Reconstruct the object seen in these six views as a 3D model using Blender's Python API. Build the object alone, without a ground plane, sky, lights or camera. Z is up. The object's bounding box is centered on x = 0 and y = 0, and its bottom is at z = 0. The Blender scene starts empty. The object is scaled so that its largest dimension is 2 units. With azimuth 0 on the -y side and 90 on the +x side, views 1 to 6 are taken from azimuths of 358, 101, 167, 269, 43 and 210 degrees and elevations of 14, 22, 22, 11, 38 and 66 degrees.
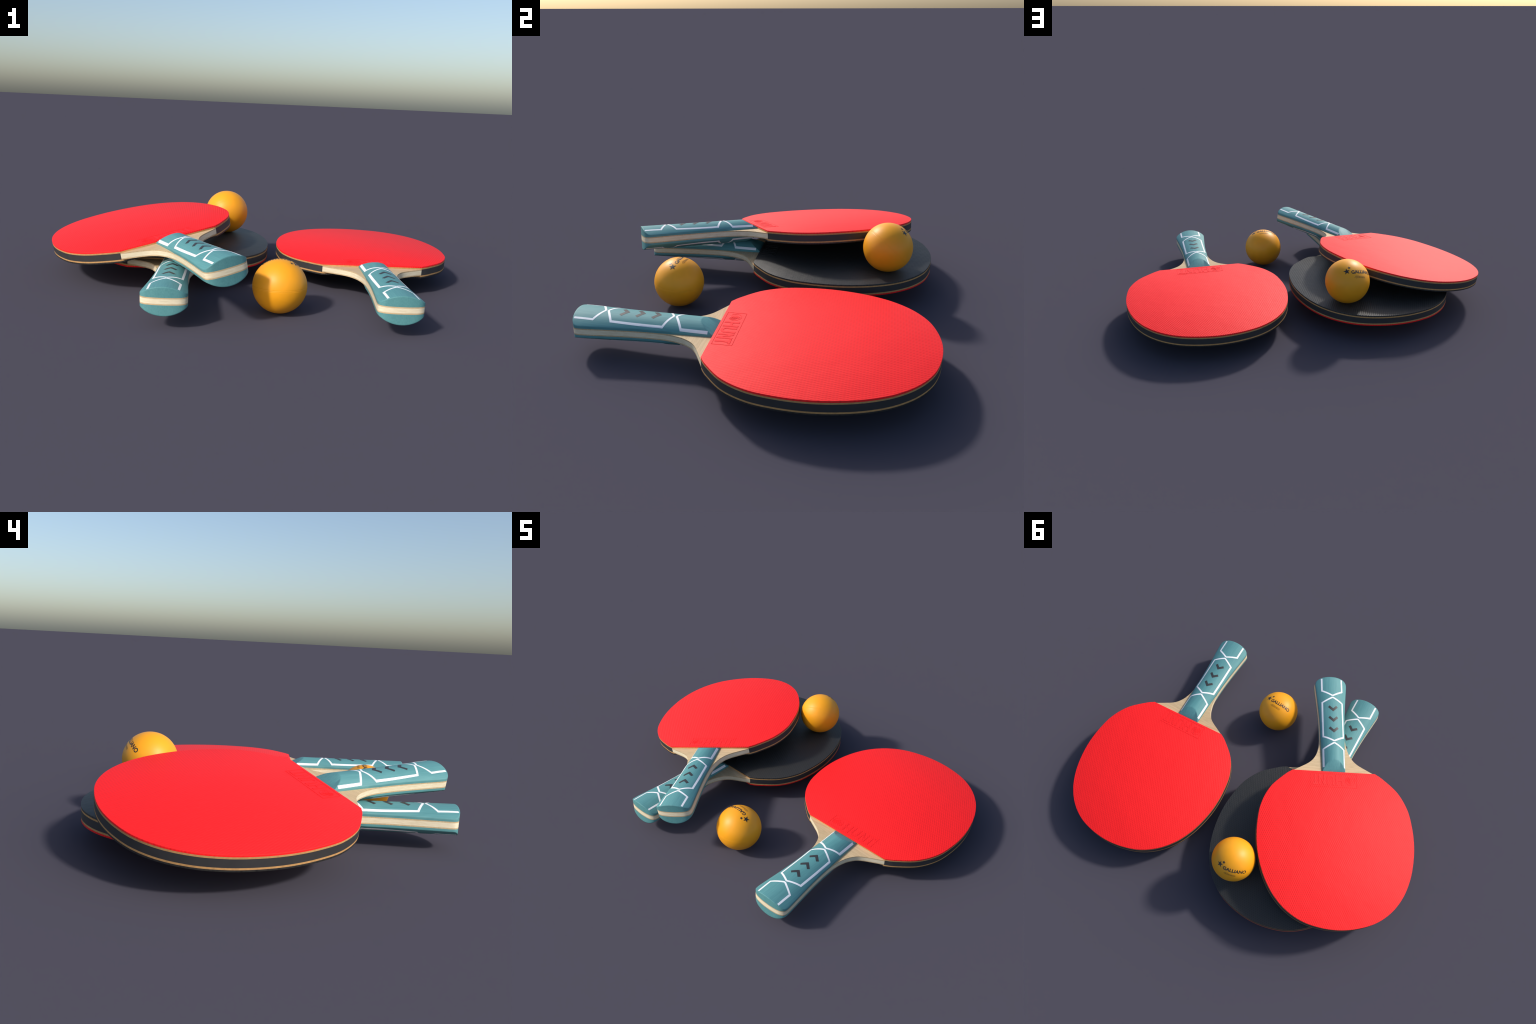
# Three table-tennis paddles and two balls: shared part meshes, posed three times.
import bpy, bmesh, math
from mathutils import Matrix, Vector

scene = bpy.context.scene

# ------------------------------------------------------------------ sizes (metres)
# paddle frame: x across, y from the handle end (-) to the blade tip (+), y = 0 on
# the straight edge of the rubber, z = 0 on the middle plane of the blade
WOOD = 0.0147        # half thickness of the plywood blade
PLY = 0.0050         # outer veneer
SPONGE = 0.0213      # z of the top of the sponge
RUBBER = 0.0285      # z of the top of the rubber
TAPE = 0.0020        # edge tape thickness
TOP = 0.0572         # crest of the handle
LIP = 0.0092         # upright edge of a handle scale
BALL_R = 0.1156

# right half of the blade from the rubber corner up to the tip
BLADE_HALF = [(0.2337, 0.0), (0.2784, 0.0305), (0.3574, 0.1060), (0.4073, 0.2019),
              (0.4267, 0.3054), (0.4296, 0.4057), (0.4170, 0.5026), (0.3905, 0.5965),
              (0.3461, 0.6853), (0.2805, 0.7620), (0.1965, 0.8180), (0.0997, 0.8485),
              (0.0, 0.8590)]
# neck of the wood, from the rubber corner down to the waist of the handle
NECK_HALF = [(0.2337, 0.0), (0.2060, -0.0148), (0.1780, -0.0300), (0.1520, -0.0445),
             (0.1300, -0.0602), (0.1100, -0.0815), (0.0935, -0.1095), (0.0855, -0.1310),
             (0.0785, -0.1560), (0.0735, -0.1880), (0.0712, -0.2200)]
# side of the handle, waist to end
SIDE = [(0.0712, -0.2200), (0.0711, -0.2600), (0.0726, -0.3050), (0.0755, -0.3550),
        (0.0795, -0.4050), (0.0845, -0.4600), (0.0890, -0.5080), (0.0912, -0.5350)]
END = [(0.0912, -0.5350), (0.0912, -0.5480), (0.0893, -0.5585), (0.0830, -0.5675),
       (0.0690, -0.5757), (0.0500, -0.5803), (0.0250, -0.5830), (0.0, -0.5838)]
# width of the glued-on scale where the wood flares away from it
SCALE_NECK = [(0.0650, 0.0), (0.0655, -0.0500), (0.0662, -0.1000), (0.0675, -0.1500),
              (0.0692, -0.1900), (0.0712, -0.2200)]


# ------------------------------------------------------------------ curve helpers
def spline(pts, per=8):
    """Catmull-Rom through the points, end points kept."""
    out = []
    n = len(pts)
    for i in range(n - 1):
        p1, p2 = pts[i], pts[i + 1]
        p0 = pts[i - 1] if i else (2 * p1[0] - p2[0], 2 * p1[1] - p2[1])
        p3 = pts[i + 2] if i + 2 < n else (2 * p2[0] - p1[0], 2 * p2[1] - p1[1])
        for k in range(per):
            t = k / per
            out.append(tuple(0.5 * (2 * p1[a] + (p2[a] - p0[a]) * t
                             + (2 * p0[a] - 5 * p1[a] + 4 * p2[a] - p3[a]) * t * t
                             + (3 * p1[a] - p0[a] - 3 * p2[a] + p3[a]) * t ** 3) for a in (0, 1)))
    out.append(pts[-1])
    return out


def tip_spline(pts, per=8):
    """Spline whose last point lies on the mirror axis: smooth over the axis."""
    ghost = pts + [(-pts[-2][0], pts[-2][1])]
    s = spline(ghost, per)
    return s[:(len(pts) - 1) * per + 1]


def mirror_close(half):
    """half runs from any point to the axis; returns half + mirrored half reversed."""
    return half + [(-x, y) for x, y in reversed(half) if abs(x) > 1e-6]


def inset(poly, d):
    n = len(poly)
    area = sum(poly[i][0] * poly[(i + 1) % n][1] - poly[(i + 1) % n][0] * poly[i][1] for i in range(n))
    sgn = 1 if area > 0 else -1
    out = []
    for i in range(n):
        a, b, c = Vector(poly[i - 1]), Vector(poly[i]), Vector(poly[(i + 1) % n])
        e1, e2 = (b - a).normalized(), (c - b).normalized()
        n1, n2 = Vector((-e1.y, e1.x)) * sgn, Vector((-e2.y, e2.x)) * sgn
        m = (n1 + n2)
        m = m / max(0.4, m.length_squared / 2)
        out.append((b.x + m.x * d, b.y + m.y * d))
    return out


def interp(pts, y):
    """x of a (x, y) polyline sorted by falling y."""
    if y >= pts[0][1]:
        return pts[0][0]
    for a, b in zip(pts, pts[1:]):
        if a[1] >= y >= b[1] and a[1] > b[1]:
            t = (a[1] - y) / (a[1] - b[1])
            return a[0] + (b[0] - a[0]) * t
    return pts[-1][0]


BLADE = spline(BLADE_HALF[:1] + BLADE_HALF[1:], 8)
BLADE = tip_spline(BLADE_HALF, 10)
NECK = spline(NECK_HALF + SIDE[1:2], 8)[:(len(NECK_HALF) - 1) * 8 + 1]
HSIDE = spline(NECK_HALF[-2:-1] + SIDE + END[1:2], 6)[6:6 * len(SIDE) + 1]
HEND = tip_spline(END, 8)
LOWER = NECK[1:] + HSIDE[1:] + HEND[1:]            # corner -> waist -> middle of the end
RUBBER_OUTLINE = mirror_close(BLADE)
SIDE_W = spline(SCALE_NECK, 6) + HSIDE[1:]


# ------------------------------------------------------------------ mesh helpers
def finish(bm, name, angle=40):
    bmesh.ops.recalc_face_normals(bm, faces=bm.faces)
    me = bpy.data.meshes.new(name)
    bm.to_mesh(me)
    bm.free()
    me.polygons.foreach_set("use_smooth", [True] * len(me.polygons))
    me.set_sharp_from_angle(angle=math.radians(angle))
    me.update()
    return me


def loft_rings(bm, rings, cap=True):
    """rings: list of lists of (x, y, z) of equal length, closed loops."""
    vs = [[bm.verts.new(p) for p in r] for r in rings]
    n = len(vs[0])
    for a, b in zip(vs, vs[1:]):
        for i in range(n):
            bm.faces.new((a[i], a[(i + 1) % n], b[(i + 1) % n], b[i]))
    if cap:
        caps = [bm.faces.new(vs[0]), bm.faces.new(list(reversed(vs[-1])))]
        for f in caps:
            f.normal_update()
        bmesh.ops.triangulate(bm, faces=caps)


def slab(name, poly, z0, z1, chamfer=0.0, angle=40):
    bm = bmesh.new()
    rings = [[(x, y, z0) for x, y in poly]]
    if chamfer:
        rings.append([(x, y, z1 - chamfer) for x, y in poly])
        mid = inset(poly, chamfer * 0.3)
        rings.append([(x, y, z1 - chamfer * 0.3) for x, y in mid])
        rings.append([(x, y, z1) for x, y in inset(poly, chamfer)])
    else:
        rings.append([(x, y, z1) for x, y in poly])
    loft_rings(bm, rings)
    return finish(bm, name, angle)


def add_polygon_slab(bm, poly, z0, z1):
    a = [bm.verts.new((x, y, z0)) for x, y in poly]
    b = [bm.verts.new((x, y, z1)) for x, y in poly]
    n = len(poly)
    for i in range(n):
        bm.faces.new((a[i], a[(i + 1) % n], b[(i + 1) % n], b[i]))
    caps = [bm.faces.new(b), bm.faces.new(list(reversed(a)))]
    for f in caps:
        f.normal_update()
    bmesh.ops.triangulate(bm, faces=caps)


def add_path_strip(bm, pts, width, z0, z1, closed=False):
    """Flat raised strip of constant width along a 2D path."""
    v = [Vector(p) for p in pts]
    n = len(v)
    L, R = [], []
    for i in range(n):
        prev = v[i - 1] if (i or closed) else None
        nxt = v[(i + 1) % n] if (i + 1 < n or closed) else None
        e1 = (v[i] - prev).normalized() if prev is not None else (nxt - v[i]).normalized()
        e2 = (nxt - v[i]).normalized() if nxt is not None else e1
        m = Vector((-e1.y - e2.y, e1.x + e2.x))
        m = m / max(0.5, m.length_squared / 2)
        L.append(v[i] + m * width / 2)
        R.append(v[i] - m * width / 2)
    rows = []
    for l, r in zip(L, R):
        rows.append([bm.verts.new((l.x, l.y, z0)), bm.verts.new((l.x, l.y, z1)),
                     bm.verts.new((r.x, r.y, z1)), bm.verts.new((r.x, r.y, z0))])
    for i in range(n if closed else n - 1):
        a, b = rows[i], rows[(i + 1) % n]
        for k in range(3):
            bm.faces.new((a[k], a[k + 1], b[k + 1], b[k]))
    if not closed:
        bm.faces.new(rows[0])
        bm.faces.new(list(reversed(rows[-1])))


# ------------------------------------------------------------------ handle surface
CUT_A = (-0.0615, TOP)            # slanted cut: crest of the handle ...
CUT_B = (0.0090, WOOD)            # ... down to the wood


def dome(x, y):
    """Height of the handle scale above the middle plane: circular arc on an upright lip."""
    w = interp(SIDE_W, y) + 0.0004
    base = WOOD + LIP * (0.8 + 0.2 * min(1, max(0, -y / 0.2)))
    s = TOP - base
    r = (w * w + s * s) / (2 * s)
    z = base - (r - s) + math.sqrt(max(0.0, r * r - x * x)) if abs(x) < w else base
    return z + 0.0008 * max(0, (-y - 0.12) / 0.45)


def cut_plane(y):
    t = (y - CUT_A[0]) / (CUT_B[0] - CUT_A[0])
    return CUT_A[1] + (CUT_B[1] - CUT_A[1]) * t


def handle_scale_mesh():
    bm = bmesh.new()
    half = spline(SCALE_NECK, 8) + HSIDE[1:] + HEND[1:]
    half = [(x, min(y, -0.0006)) for x, y in half if x > 0.010]
    ns = 40
    rows = []
    for w, y in half:
        row = []
        for i in range(ns + 1):
            # denser towards the lip
            x = w * math.sin(math.pi / 2 * (2 * i / ns - 1))
            row.append(bm.verts.new((x, y, dome(x, y))))
        rows.append(row)
    for a, b in zip(rows, rows[1:]):
        for i in range(ns):
            bm.faces.new((a[i], a[i + 1], b[i + 1], b[i]))
    # slanted cut by a plane through the crest
    d = Vector((0, CUT_B[0] - CUT_A[0], CUT_B[1] - CUT_A[1]))
    nrm = Vector((0, -d.z, d.y)).normalized()
    geom = bm.verts[:] + bm.edges[:] + bm.faces[:]
    res = bmesh.ops.bisect_plane(bm, geom=geom, plane_co=(0, CUT_A[0], CUT_A[1]), plane_no=nrm,
                                 clear_outer=True)
    # fill the cut: project it down to the rubber line
    cut = [e for e in res["geom_cut"] if isinstance(e, bmesh.types.BMVert)]
    cut.sort(key=lambda v: v.co.x)
    ylast = -0.0006
    zlow = cut_plane(ylast)
    low = [bm.verts.new((v.co.x, ylast, zlow)) if v.co.y < ylast - 1e-5 else v for v in cut]
    for i in range(len(cut) - 1):
        q = [cut[i], cut[i + 1], low[i + 1], low[i]]
        q = [v for k, v in enumerate(q) if v not in q[:k]]
        if len(q) >= 3:
            bm.faces.new(q)
    bm.normal_update()
    # walls down to the wood
    border = [e for e in bm.edges if e.is_boundary]
    ext = bmesh.ops.extrude_edge_only(bm, edges=border)
    for v in (g for g in ext["geom"] if isinstance(g, bmesh.types.BMVert)):
        v.co.z = WOOD
    bmesh.ops.remove_doubles(bm, verts=bm.verts, dist=1e-5)
    return finish(bm, "handle_scale", 38)


def drape_polygons(name, quads, lift=0.0004, step=0.006):
    """Plan quads laid on the dome of the handle as a thin printed film."""
    bm = bmesh.new()
    for q in quads:
        a, b, c, d = [Vector(p) for p in q]
        nu = max(1, int(max((b - a).length, (c - d).length) / step) + 1)
        nv = max(1, int(max((d - a).length, (c - b).length) / step) + 1)
        grid = []
        for i in range(nu + 1):
            col = []
            for j in range(nv + 1):
                s, t = i / nu, j / nv
                p = (a * (1 - s) + b * s) * (1 - t) + (d * (1 - s) + c * s) * t
                col.append(bm.verts.new((p.x, p.y, dome(p.x, p.y) + lift)))
            grid.append(col)
        for i in range(nu):
            for j in range(nv):
                bm.faces.new((grid[i][j], grid[i + 1][j], grid[i + 1][j + 1], grid[i][j + 1]))
    bmesh.ops.remove_doubles(bm, verts=bm.verts, dist=1e-5)
    ext = bmesh.ops.extrude_face_region(bm, geom=bm.faces[:])
    for v in (g for g in ext["geom"] if isinstance(g, bmesh.types.BMVert)):
        v.co.z -= lift * 2.2
    return finish(bm, name, 50)


def mitred_quads(path, width):
    v = [Vector(p) for p in path]
    n = len(v)
    L, R = [], []
    for i in range(n):
        e1 = (v[i] - v[i - 1]).normalized() if i else (v[1] - v[0]).normalized()
        e2 = (v[i + 1] - v[i]).normalized() if i + 1 < n else e1
        m = Vector((-e1.y - e2.y, e1.x + e2.x))
        m = m / (m.length_squared / 2)
        L.append(v[i] + m * width / 2)
        R.append(v[i] - m * width / 2)
    return [(L[i], L[i + 1], R[i + 1], R[i]) for i in range(n - 1)]


def stripe_mesh():
    """White line work: an open shape at each end and a closed hexagon between."""
    X1, X2, g, w = -0.1704, -0.4566, 0.0053, 0.0087
    q = []
    for s in (1, -1):
        q += mitred_quads([(0, X1 + g), (0.0594 * s, -0.1315), (0.0594 * s, -0.0235)], w)
        q += mitred_quads([(0, X1 - g), (0.0585 * s, -0.2070), (0.0588 * s, -0.4191), (0, X2 + g)], w)
        q += mitred_quads([(0, X2 - g), (0.0592 * s, -0.4946), (0.0589 * s, -0.5738)], w)
    return drape_polygons("stripe", q, step=0.005)


def chevron_mesh():
    tip = -0.2262
    q = []
    for s in (1, -1):
        q.append([(0, tip), (0.0287 * s, tip - 0.0270), (0.0198 * s, tip - 0.0378), (0, tip - 0.0200)])
    return drape_polygons("chevron", q, step=0.004)


# ------------------------------------------------------------------ lettering on the rubber
def rubber_lettering_mesh():
    bm = bmesh.new()
    z0, z1 = RUBBER - 0.0006, RUBBER + 0.0010
    lo, hi, s = 0.0185, 0.0800, 0.0112

    def bar(x0, y0, x1, y1):
        add_polygon_slab(bm, [(x0, y0), (x1, y0), (x1, y1), (x0, y1)], z0, z1)

    # H as one outline
    x0, x1 = -0.0493, -0.0075
    m0, m1 = 0.0445, 0.0545
    add_polygon_slab(bm, [(x0, lo), (x0 + s, lo), (x0 + s, m0), (x1 - s, m0), (x1 - s, lo), (x1, lo),
                          (x1, hi), (x1 - s, hi), (x1 - s, m1), (x0 + s, m1), (x0 + s, hi), (x0, hi)], z0, z1)
    # U
    x0, x1 = 0.0002, 0.0425
    cx, ro, ri = (x0 + x1) / 2, (x1 - x0) / 2, (x1 - x0) / 2 - s
    cy = lo + ro
    outer = [(cx + ro * math.cos(a), cy + ro * math.sin(a)) for a in [math.pi + math.pi * k / 14 for k in range(15)]]
    inner = [(cx + ri * math.cos(a), cy + ri * math.sin(a)) for a in [-math.pi * k / 14 for k in range(15)]]
    add_polygon_slab(bm, [(x0, hi)] + outer + [(x1, hi), (x1 - s, hi)] + inner + [(x0 + s, hi)], z0, z1)
    # N
    x0, x1 = 0.0505, 0.0885
    add_polygon_slab(bm, [(x0, lo), (x0 + s * 0.9, lo), (x0 + s * 0.9, hi - 0.020), (x1 - s, lo), (x1, lo), (x1, hi),
                          (x1 - s * 0.9, hi), (x1 - s * 0.9, lo + 0.020), (x0 + s, hi), (x0, hi)], z0, z1)
    # T
    x0, x1 = 0.0915, 0.1262
    c = (x0 + x1) / 2
    add_polygon_slab(bm, [(c - s / 2, lo), (c + s / 2, lo), (c + s / 2, hi - 0.009), (x1, hi - 0.009), (x1, hi),
                          (x0, hi), (x0, hi - 0.009), (c - s / 2, hi - 0.009)], z0, z1)
    # frame
    f = [(-0.1268, 0.0122), (0.1357, 0.0122), (0.1357, 0.0905), (-0.1268, 0.0905)]
    add_path_strip(bm, f, 0.0017, z0, RUBBER + 0.0008, closed=True)
    # emblem: nested roof lines cut off by a circle
    ex, ey, er = -0.0895, 0.0490, 0.0275
    ring = [(ex + er * math.cos(t), ey + er * math.sin(t))
            for t in [math.radians(-35 + 250 * i / 30) for i in range(31)]]
    add_path_strip(bm, ring, 0.0014, z0, RUBBER + 0.0008)
    for k in range(5):
        peak = er * (0.78 - 0.27 * k)
        # half width where the 42 degree slope meets the circle
        w = max(x / 200 * er for x in range(1, 200)
                if (x / 200 * er) ** 2 + (peak - 0.9 * x / 200 * er) ** 2 < (0.92 * er) ** 2)
        line = [(ex + w * t, ey + peak - 0.9 * w * abs(t) - 0.0022 * (1 - abs(2 * abs(t) - 1)))
                for t in [-1, -0.75, -0.5, -0.25, 0, 0.25, 0.5, 0.75, 1]]
        add_path_strip(bm, line, 0.0017, z0, RUBBER + 0.0008)
    return finish(bm, "lettering", 30)


# ------------------------------------------------------------------ materials
def nodes_of(name):
    m = bpy.data.materials.new(name)
    m.use_nodes = True
    nt = m.node_tree
    b = nt.nodes["Principled BSDF"]
    return m, nt, b


def link(nt, a, b):
    nt.links.new(a, b)


def math_node(nt, op, a, b=None):
    n = nt.nodes.new("ShaderNodeMath")
    n.operation = op
    for i, v in enumerate((a, b)):
        if v is None:
            continue
        if isinstance(v, (int, float)):
            n.inputs[i].default_value = v
        else:
            link(nt, v, n.inputs[i])
    return n.outputs[0]


def ramp(nt, fac, stops):
    r = nt.nodes.new("ShaderNodeValToRGB")
    el = r.color_ramp.elements
    while len(el) < len(stops):
        el.new(0.5)
    for e, (p, c) in zip(el, stops):
        e.position = p
        e.color = (*c, 1)
    link(nt, fac, r.inputs[0])
    return r.outputs[0]


def obj_coords(nt, scale=(1, 1, 1)):
    tc = nt.nodes.new("ShaderNodeTexCoord")
    mp = nt.nodes.new("ShaderNodeMapping")
    mp.inputs["Scale"].default_value = scale
    link(nt, tc.outputs["Object"], mp.inputs["Vector"])
    return mp.outputs[0]


def noise(nt, vec, scale, detail=4, rough=0.55):
    n = nt.nodes.new("ShaderNodeTexNoise")
    n.inputs["Scale"].default_value = scale
    n.inputs["Detail"].default_value = detail
    n.inputs["Roughness"].default_value = rough
    link(nt, vec, n.inputs["Vector"])
    return n.outputs["Fac"]


def bump(nt, height, strength, dist, bsdf, base=None):
    b = nt.nodes.new("ShaderNodeBump")
    b.inputs["Strength"].default_value = strength
    b.inputs["Distance"].default_value = dist
    link(nt, height, b.inputs["Height"])
    if base is not None:
        link(nt, base, b.inputs["Normal"])
    link(nt, b.outputs[0], bsdf.inputs["Normal"])
    return b.outputs[0]


def rubber_material(name, lo, hi, rough, spec, graze):
    m, nt, b = nodes_of(name)
    tc = nt.nodes.new("ShaderNodeTexCoord")
    sx = nt.nodes.new("ShaderNodeSeparateXYZ")
    link(nt, tc.outputs["Object"], sx.inputs[0])
    cx = math_node(nt, "COSINE", math_node(nt, "MULTIPLY", sx.outputs[0], 2 * math.pi / 0.0112))
    cy = math_node(nt, "COSINE", math_node(nt, "MULTIPLY", sx.outputs[1], math.pi / 0.0114))
    h = math_node(nt, "MULTIPLY", cx, cy)                       # staggered lattice of pimples
    h01 = math_node(nt, "ADD", math_node(nt, "MULTIPLY", h, 0.5), 0.5)
    col = ramp(nt, h01, [(0.0, lo), (0.45, hi), (1.0, hi)])  # lo darkens the hollows: shading between pimples painted into the base colour
    link(nt, col, b.inputs["Base Color"])
    b.inputs["Roughness"].default_value = rough
    lw = nt.nodes.new("ShaderNodeLayerWeight")                  # glossier at a grazing look
    f3 = math_node(nt, "POWER", lw.outputs["Facing"], 3.0)
    sp = math_node(nt, "ADD", math_node(nt, "MULTIPLY", f3, graze), spec)
    link(nt, sp, b.inputs["Specular IOR Level"])
    n2 = noise(nt, obj_coords(nt), 9, 2)
    h2 = math_node(nt, "ADD", h01, math_node(nt, "MULTIPLY", n2, 4.5))
    bump(nt, h2, 1.0, 0.00056, b)
    return m


def plain_wood(name, dark, light, scale, rough=0.55, bevel=0.0):
    m, nt, b = nodes_of(name)
    v = obj_coords(nt, scale)
    n = noise(nt, v, 1.0, 6, 0.6)
    big = noise(nt, obj_coords(nt, tuple(s * 0.22 for s in scale)), 1.0, 2)
    f = math_node(nt, "ADD", math_node(nt, "MULTIPLY", n, 0.7), math_node(nt, "MULTIPLY", big, 0.3))
    link(nt, ramp(nt, f, [(0.34, dark), (0.62, light)]), b.inputs["Base Color"])
    b.inputs["Roughness"].default_value = rough
    b.inputs["Specular IOR Level"].default_value = 0.35
    base = None
    if bevel:
        bv = nt.nodes.new("ShaderNodeBevel")
        bv.samples = 8
        bv.inputs["Radius"].default_value = bevel
        base = bv.outputs[0]
    bump(nt, n, 0.25, 0.0006, b, base)
    return m


def flat_material(name, col, rough, spec=0.5, var=0.06, scale=60):
    m, nt, b = nodes_of(name)
    n = noise(nt, obj_coords(nt), scale, 3)
    lo = tuple(c * (1 - var) for c in col)
    hi = tuple(min(1, c * (1 + var)) for c in col)
    link(nt, ramp(nt, n, [(0.35, lo), (0.65, hi)]), b.inputs["Base Color"])
    b.inputs["Roughness"].default_value = rough
    b.inputs["Specular IOR Level"].default_value = spec
    return m


M_RED = rubber_material("red_rubber", (0.83, 0.0046, 0.0060), (0.99, 0.0064, 0.0084), 0.66, 0.42, 0.12)
M_BLACK = rubber_material("black_rubber", (0.0135, 0.0130, 0.0122), (0.0290, 0.0282, 0.0262), 0.54, 0.50, 0.0)
M_SPONGE = flat_material("tan_sponge", (0.52, 0.285, 0.11), 0.8, 0.2, 0.10, 90)
M_TAPE = flat_material("dark_edge_tape", (0.038, 0.037, 0.038), 0.55, 0.4, 0.06, 30)
M_VENEER = plain_wood("wood_veneer", (0.50, 0.355, 0.195), (0.64, 0.475, 0.275), (22, 200, 40))
M_CORE = plain_wood("pale_wood_core", (0.72, 0.61, 0.41), (0.84, 0.74, 0.54), (35, 35, 160))
M_TEAL = plain_wood("teal_lacquered_wood", (0.080, 0.245, 0.257), (0.108, 0.297, 0.305), (230, 12, 120), 0.58, 0.007)
M_WHITE = flat_material("white_print", (0.88, 0.88, 0.90), 0.45, 0.4, 0.02, 40)
M_GREY = flat_material("dark_grey_print", (0.036, 0.037, 0.040), 0.5, 0.4, 0.05, 80)
M_BALL = flat_material("orange_celluloid", (0.885, 0.360, 0.0090), 0.47, 0.43, 0.025, 14)
M_INK = flat_material("black_ink", (0.024, 0.020, 0.018), 0.44, 0.5, 0.05, 80)
M_FAINT = flat_material("faded_ink", (0.19, 0.085, 0.018), 0.44, 0.4, 0.05, 80)


# ------------------------------------------------------------------ part meshes (shared)
def with_mat(me, mat):
    me.materials.clear()
    me.materials.append(mat)
    return me


def mirrored(me, name, mat):
    """The same part for the other face: turned half round the handle axis."""
    c = me.copy()
    c.name = name
    c.transform(Matrix.Rotation(math.pi, 4, 'Y'))
    return with_mat(c, mat)


WOOD_OUTLINE = None
blade_in = [(x, y) for x, y in inset(RUBBER_OUTLINE, TAPE)][1:len(RUBBER_OUTLINE) - 1]
right_low = LOWER                                    # right side, corner -> end middle
left_low = [(-x, y) for x, y in LOWER[:-1]]
corner_r, corner_l = (0.2337, -0.0003), (-0.2337, -0.0003)
WOOD_OUTLINE = blade_in + [corner_l] + left_low + [LOWER[-1]] + list(reversed(LOWER[:-1])) + [corner_r]

core = with_mat(slab("core", WOOD_OUTLINE, -(WOOD - PLY), WOOD - PLY), M_CORE)
veneer_up = with_mat(slab("veneer", WOOD_OUTLINE, WOOD - PLY, WOOD), M_VENEER)
veneer_down = with_mat(slab("veneer", WOOD_OUTLINE, -WOOD, -(WOOD - PLY)), M_VENEER)


def tape_mesh():
    """Band round the blade edge, open along the neck."""
    bm = bmesh.new()
    outer = RUBBER_OUTLINE
    inner = inset(RUBBER_OUTLINE, TAPE + 0.0004)
    inner[0] = (outer[0][0] - 0.003, outer[0][1] + 0.0003)
    inner[-1] = (outer[-1][0] + 0.003, outer[-1][1] + 0.0003)
    rows = []
    for o, i in zip(outer, inner):
        h = WOOD - 0.0001
        rows.append([bm.verts.new((o[0], o[1], -h)), bm.verts.new((o[0], o[1], h)),
                     bm.verts.new((i[0], i[1], h)), bm.verts.new((i[0], i[1], -h))])
    for a, b in zip(rows, rows[1:]):
        for k in range(4):
            bm.faces.new((a[k], a[(k + 1) % 4], b[(k + 1) % 4], b[k]))
    bm.faces.new(rows[0])
    bm.faces.new(list(reversed(rows[-1])))
    return finish(bm, "edge_tape")


tape = with_mat(tape_mesh(), M_TAPE)
sponge_up = with_mat(slab("sponge_layer", RUBBER_OUTLINE, WOOD, SPONGE), M_SPONGE)
sponge_down = mirrored(sponge_up, "sponge_layer", M_SPONGE)
rubber_up = with_mat(slab("rubber_sheet", RUBBER_OUTLINE, SPONGE, RUBBER, chamfer=0.0011, angle=75), M_RED)
rubber_down = mirrored(rubber_up, "rubber_sheet", M_BLACK)
letters_up = with_mat(rubber_lettering_mesh(), M_RED)
letters_down = mirrored(letters_up, "lettering", M_BLACK)
scale_up = with_mat(handle_scale_mesh(), M_TEAL)
scale_down = mirrored(scale_up, "handle_scale", M_TEAL)
stripe_up = with_mat(stripe_mesh(), M_WHITE)
stripe_down = mirrored(stripe_up, "stripe", M_WHITE)
chev = with_mat(chevron_mesh(), M_GREY)
CHEV_STEP = 0.0667
chev_set = []
for k in range(3):
    # each chevron is draped again at its own station of the handle
    up = chev if k == 0 else None
    if up is None:
        up = chev.copy()
        up.name = "chevron"
        for v in up.vertices:
            z_here = dome(v.co.x, v.co.y)
            v.co.z += dome(v.co.x, v.co.y - CHEV_STEP * k) - z_here
            v.co.y -= CHEV_STEP * k
    chev_set.append((up, mirrored(up, "chevron", M_GREY)))


def child(name, me, parent):
    o = bpy.data.objects.new(name, me)
    scene.collection.objects.link(o)
    o.parent = parent
    return o


def build_paddle(rot, rubber_mid, flipped):
    """rot: 3x3 with the up-face pointing along its z; rubber_mid: middle of the straight rubber edge."""
    root = bpy.data.objects.new("table_tennis_paddle", None)
    scene.collection.objects.link(root)
    root.empty_display_size = 0.1
    R = Matrix(rot).normalized()
    origin = Vector(rubber_mid) - R @ Vector((0, 0, RUBBER))
    if flipped:
        R = R @ Matrix.Rotation(math.pi, 3, 'Y')
    root.matrix_world = Matrix.Translation(origin) @ R.to_quaternion().to_matrix().to_4x4()
    root["label"] = "red and black table tennis paddle with teal wooden handle"
    root["category"] = "ping-pong paddle"
    blade = child("blade", core, root)
    child("veneer", veneer_up, blade)
    child("veneer", veneer_down, blade)
    child("edge_tape", tape, blade)
    for sp, ru, le in ((sponge_up, rubber_up, letters_up), (sponge_down, rubber_down, letters_down)):
        child("sponge_layer", sp, root)
        r = child("rubber_sheet", ru, root)
        child("lettering", le, r)
    for side, (sc, st) in enumerate(((scale_up, stripe_up), (scale_down, stripe_down))):
        h = child("handle_scale", sc, root)
        child("stripe", st, h)
        for pair in chev_set:
            child("chevron", pair[side], h)
    return root


def yaw(a):
    return ((math.cos(a), -math.sin(a), 0), (math.sin(a), math.cos(a), 0), (0, 0, 1))


build_paddle(yaw(0.0040), (0.5711, -0.1330, 0.1445), False)
build_paddle(yaw(0.0032), (-0.3372, -0.1333, 0.1468), True)
build_paddle(((0.86074, -0.47945, -0.17103), (0.47695, 0.87700, -0.05823), (0.17792, -0.03145, 0.98354)),
             (-0.3730, -0.1870, 0.2505), False)


# ------------------------------------------------------------------ balls
SEAM_AXIS = Vector((-0.163, -0.013, 0.9865)).normalized()


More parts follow.
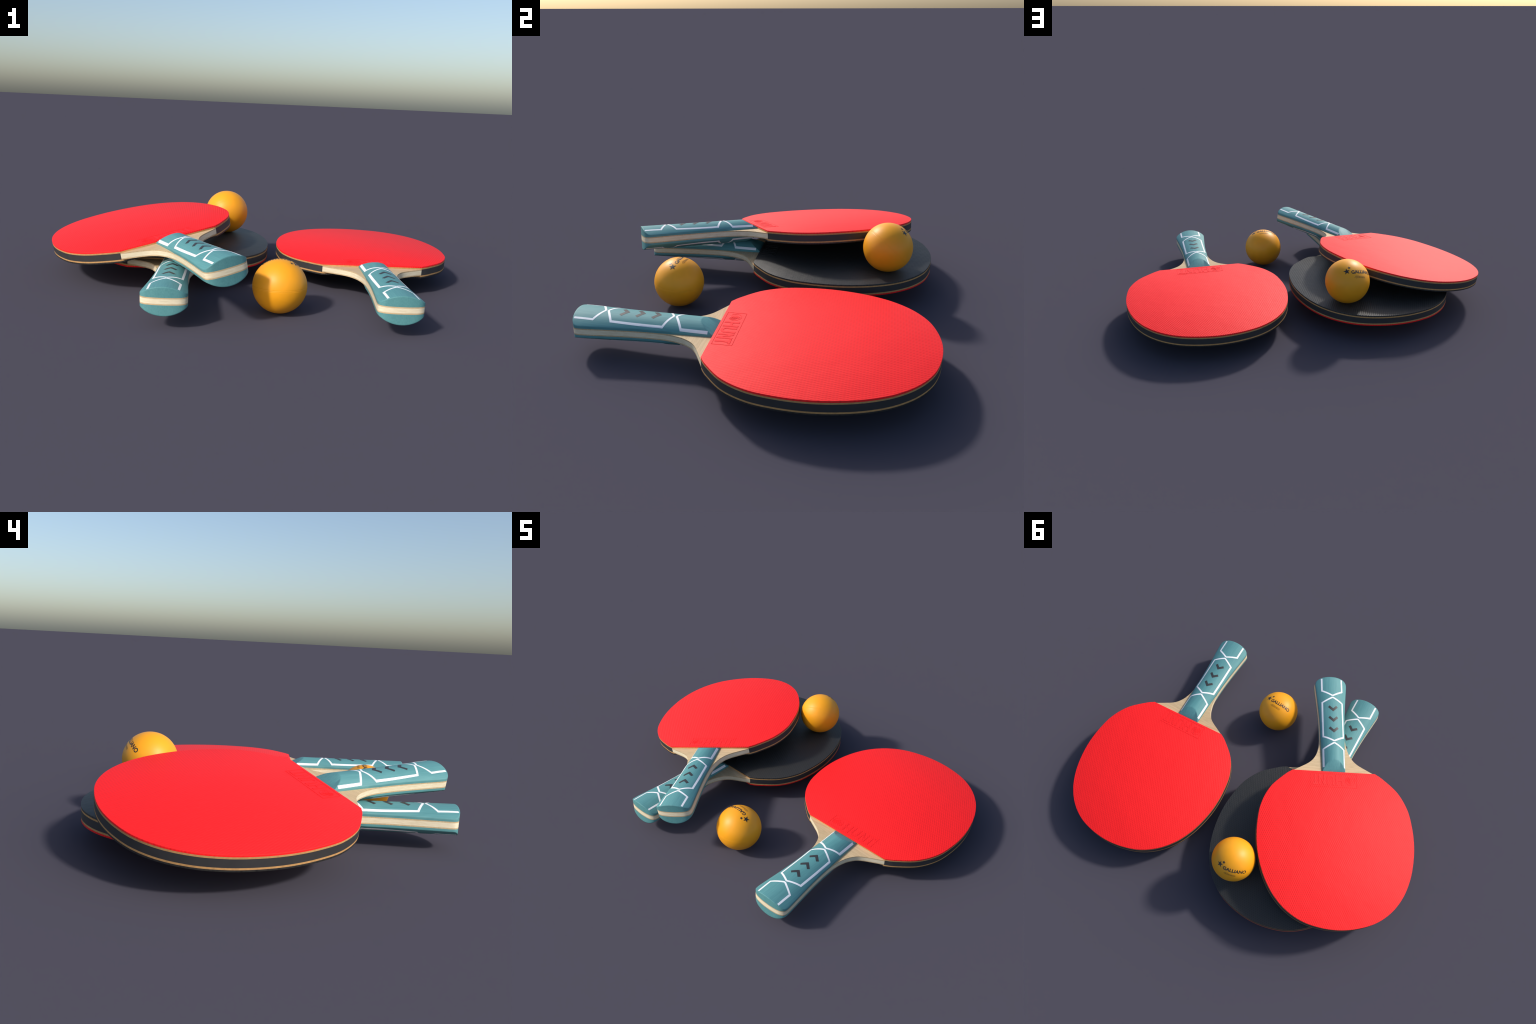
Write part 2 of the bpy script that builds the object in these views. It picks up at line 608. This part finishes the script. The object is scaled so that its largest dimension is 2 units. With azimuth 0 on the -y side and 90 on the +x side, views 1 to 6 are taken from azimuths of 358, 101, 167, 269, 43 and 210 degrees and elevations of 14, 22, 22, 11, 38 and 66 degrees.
def ball_mesh():
    """Sphere round the seam axis with a fine double ridge on the seam."""
    bm = bmesh.new()
    fine = [-4, -2.6, -1.9, -1.5, -1.15, -0.8, -0.45, 0, 0.45, 0.8, 1.15, 1.5, 1.9, 2.6, 4]
    lats = [-90 + 4.3 * k for k in range(1, 20)] + fine + [8.3 + 4.3 * k for k in range(19)]
    lats = [l for l in lats if abs(l) < 89]
    seg = 96

    def radius(l):
        ridge = math.exp(-((l) / 0.42) ** 2) * 0.00016
        groove = math.exp(-((abs(l) - 1.15) / 0.40) ** 2) * 0.00042
        return BALL_R + ridge - groove

    q = Vector((0, 0, 1)).rotation_difference(SEAM_AXIS)
    rows = []
    for l in lats:
        a = math.radians(l)
        r = radius(l)
        rows.append([bm.verts.new(q @ Vector((r * math.cos(a) * math.cos(2 * math.pi * k / seg),
                                               r * math.cos(a) * math.sin(2 * math.pi * k / seg),
                                               r * math.sin(a)))) for k in range(seg)])
    for a, b in zip(rows, rows[1:]):
        for k in range(seg):
            bm.faces.new((a[k], a[(k + 1) % seg], b[(k + 1) % seg], b[k]))
    for row, s in ((rows[0], -1), (rows[-1], 1)):
        p = bm.verts.new(q @ Vector((0, 0, s * BALL_R)))
        for k in range(seg):
            bm.faces.new((row[k], row[(k + 1) % seg], p))
    return finish(bm, "ball", 60)


def wrap(bm, lift):
    for v in bm.verts:
        lon, lat = math.radians(v.co.x), math.radians(v.co.y)
        r = BALL_R + lift + v.co.z
        v.co = Vector((math.sin(lon) * math.cos(lat), math.sin(lat), math.cos(lon) * math.cos(lat))) * r


def refine(bm, limit, rounds=4):
    bmesh.ops.triangulate(bm, faces=bm.faces[:])
    for _ in range(rounds):
        long_edges = [e for e in bm.edges if e.calc_length() > limit]
        if not long_edges:
            break
        bmesh.ops.subdivide_edges(bm, edges=long_edges, cuts=1)
        bmesh.ops.triangulate(bm, faces=bm.faces[:])


def text_bmesh(body, box, weight, outline=0.0):
    """Built-in font fitted into a (lon0, lat0, lon1, lat1) box in degrees."""
    cu = bpy.data.curves.new("text_source", 'FONT')
    cu.body = body
    cu.size = 1.0
    cu.resolution_u = 4
    cu.offset = weight
    if outline:
        cu.fill_mode = 'NONE'
        cu.bevel_depth = outline
        cu.bevel_resolution = 0
    o = bpy.data.objects.new("text_source", cu)
    scene.collection.objects.link(o)
    dg = bpy.context.evaluated_depsgraph_get()
    me = bpy.data.meshes.new_from_object(o.evaluated_get(dg))
    bpy.data.objects.remove(o)
    bpy.data.curves.remove(cu)
    bm = bmesh.new()
    bm.from_mesh(me)
    bpy.data.meshes.remove(me)
    xs = [v.co.x for v in bm.verts]
    ys = [v.co.y for v in bm.verts]
    x0, x1, y0, y1 = min(xs), max(xs), min(ys), max(ys)
    for v in bm.verts:
        v.co.x = box[0] + (v.co.x - x0) / (x1 - x0) * (box[2] - box[0])
        v.co.y = box[1] + (v.co.y - y0) / (y1 - y0) * (box[3] - box[1])
        v.co.z *= 0.004
    return bm


def maker_name_mesh():
    bm = text_bmesh("GALLIANO", (-31.5, -5.0, 31.6, 4.8), 0.032)
    refine(bm, 2.2)
    wrap(bm, 0.0004)
    return finish(bm, "lettering", 60)


def size_mark_mesh():
    bm = text_bmesh("40mm", (-26.2, -17.2, 6.2, -10.4), 0.03, outline=0.022)
    wrap(bm, 0.0003)
    return finish(bm, "lettering", 60)


def star_mesh(lon, lat, r, turn):
    bm = bmesh.new()
    pts = []
    for k in range(10):
        a = math.radians(90 + turn + 36 * k)
        rr = r if k % 2 == 0 else r * 0.40
        pts.append(bm.verts.new((lon + rr * math.cos(a), lat + rr * math.sin(a), 0)))
    c = bm.verts.new((lon, lat, 0))
    for k in range(10):
        bm.faces.new((pts[k], pts[(k + 1) % 10], c))
    refine(bm, 1.8)
    wrap(bm, 0.0004)
    return finish(bm, "star", 60)


ball_me = with_mat(ball_mesh(), M_BALL)
name_me = with_mat(maker_name_mesh(), M_INK)
size_me = with_mat(size_mark_mesh(), M_FAINT)
star_big = with_mat(star_mesh(-42.3, 4.2, 8.9, -2), M_INK)
star_small = with_mat(star_mesh(-33.6, 13.2, 4.7, -2), M_INK)


def build_ball(rot, centre):
    o = bpy.data.objects.new("table_tennis_ball", ball_me)
    scene.collection.objects.link(o)
    R = Matrix(rot)
    o.matrix_world = Matrix.Translation(centre) @ R.to_quaternion().to_matrix().to_4x4()
    o["label"] = "orange table tennis ball with printed stars and lettering"
    o["category"] = "ping-pong ball"
    child("lettering", name_me, o)
    child("lettering", size_me, o)
    child("star", star_big, o)
    child("star", star_small, o)
    return o


build_ball(((-0.98178, -0.07014, -0.17658), (0.05802, -0.99565, 0.07291), (-0.18093, 0.06134, 0.98158)),
           (0.1196, -0.4405, BALL_R + 0.0001))
build_ball(((-0.89096, 0.04382, -0.45196), (-0.33722, -0.73041, 0.59396), (-0.30409, 0.68160, 0.66554)),
           (-0.1325, 0.5089, 0.2592))
bpy.context.view_layer.update()
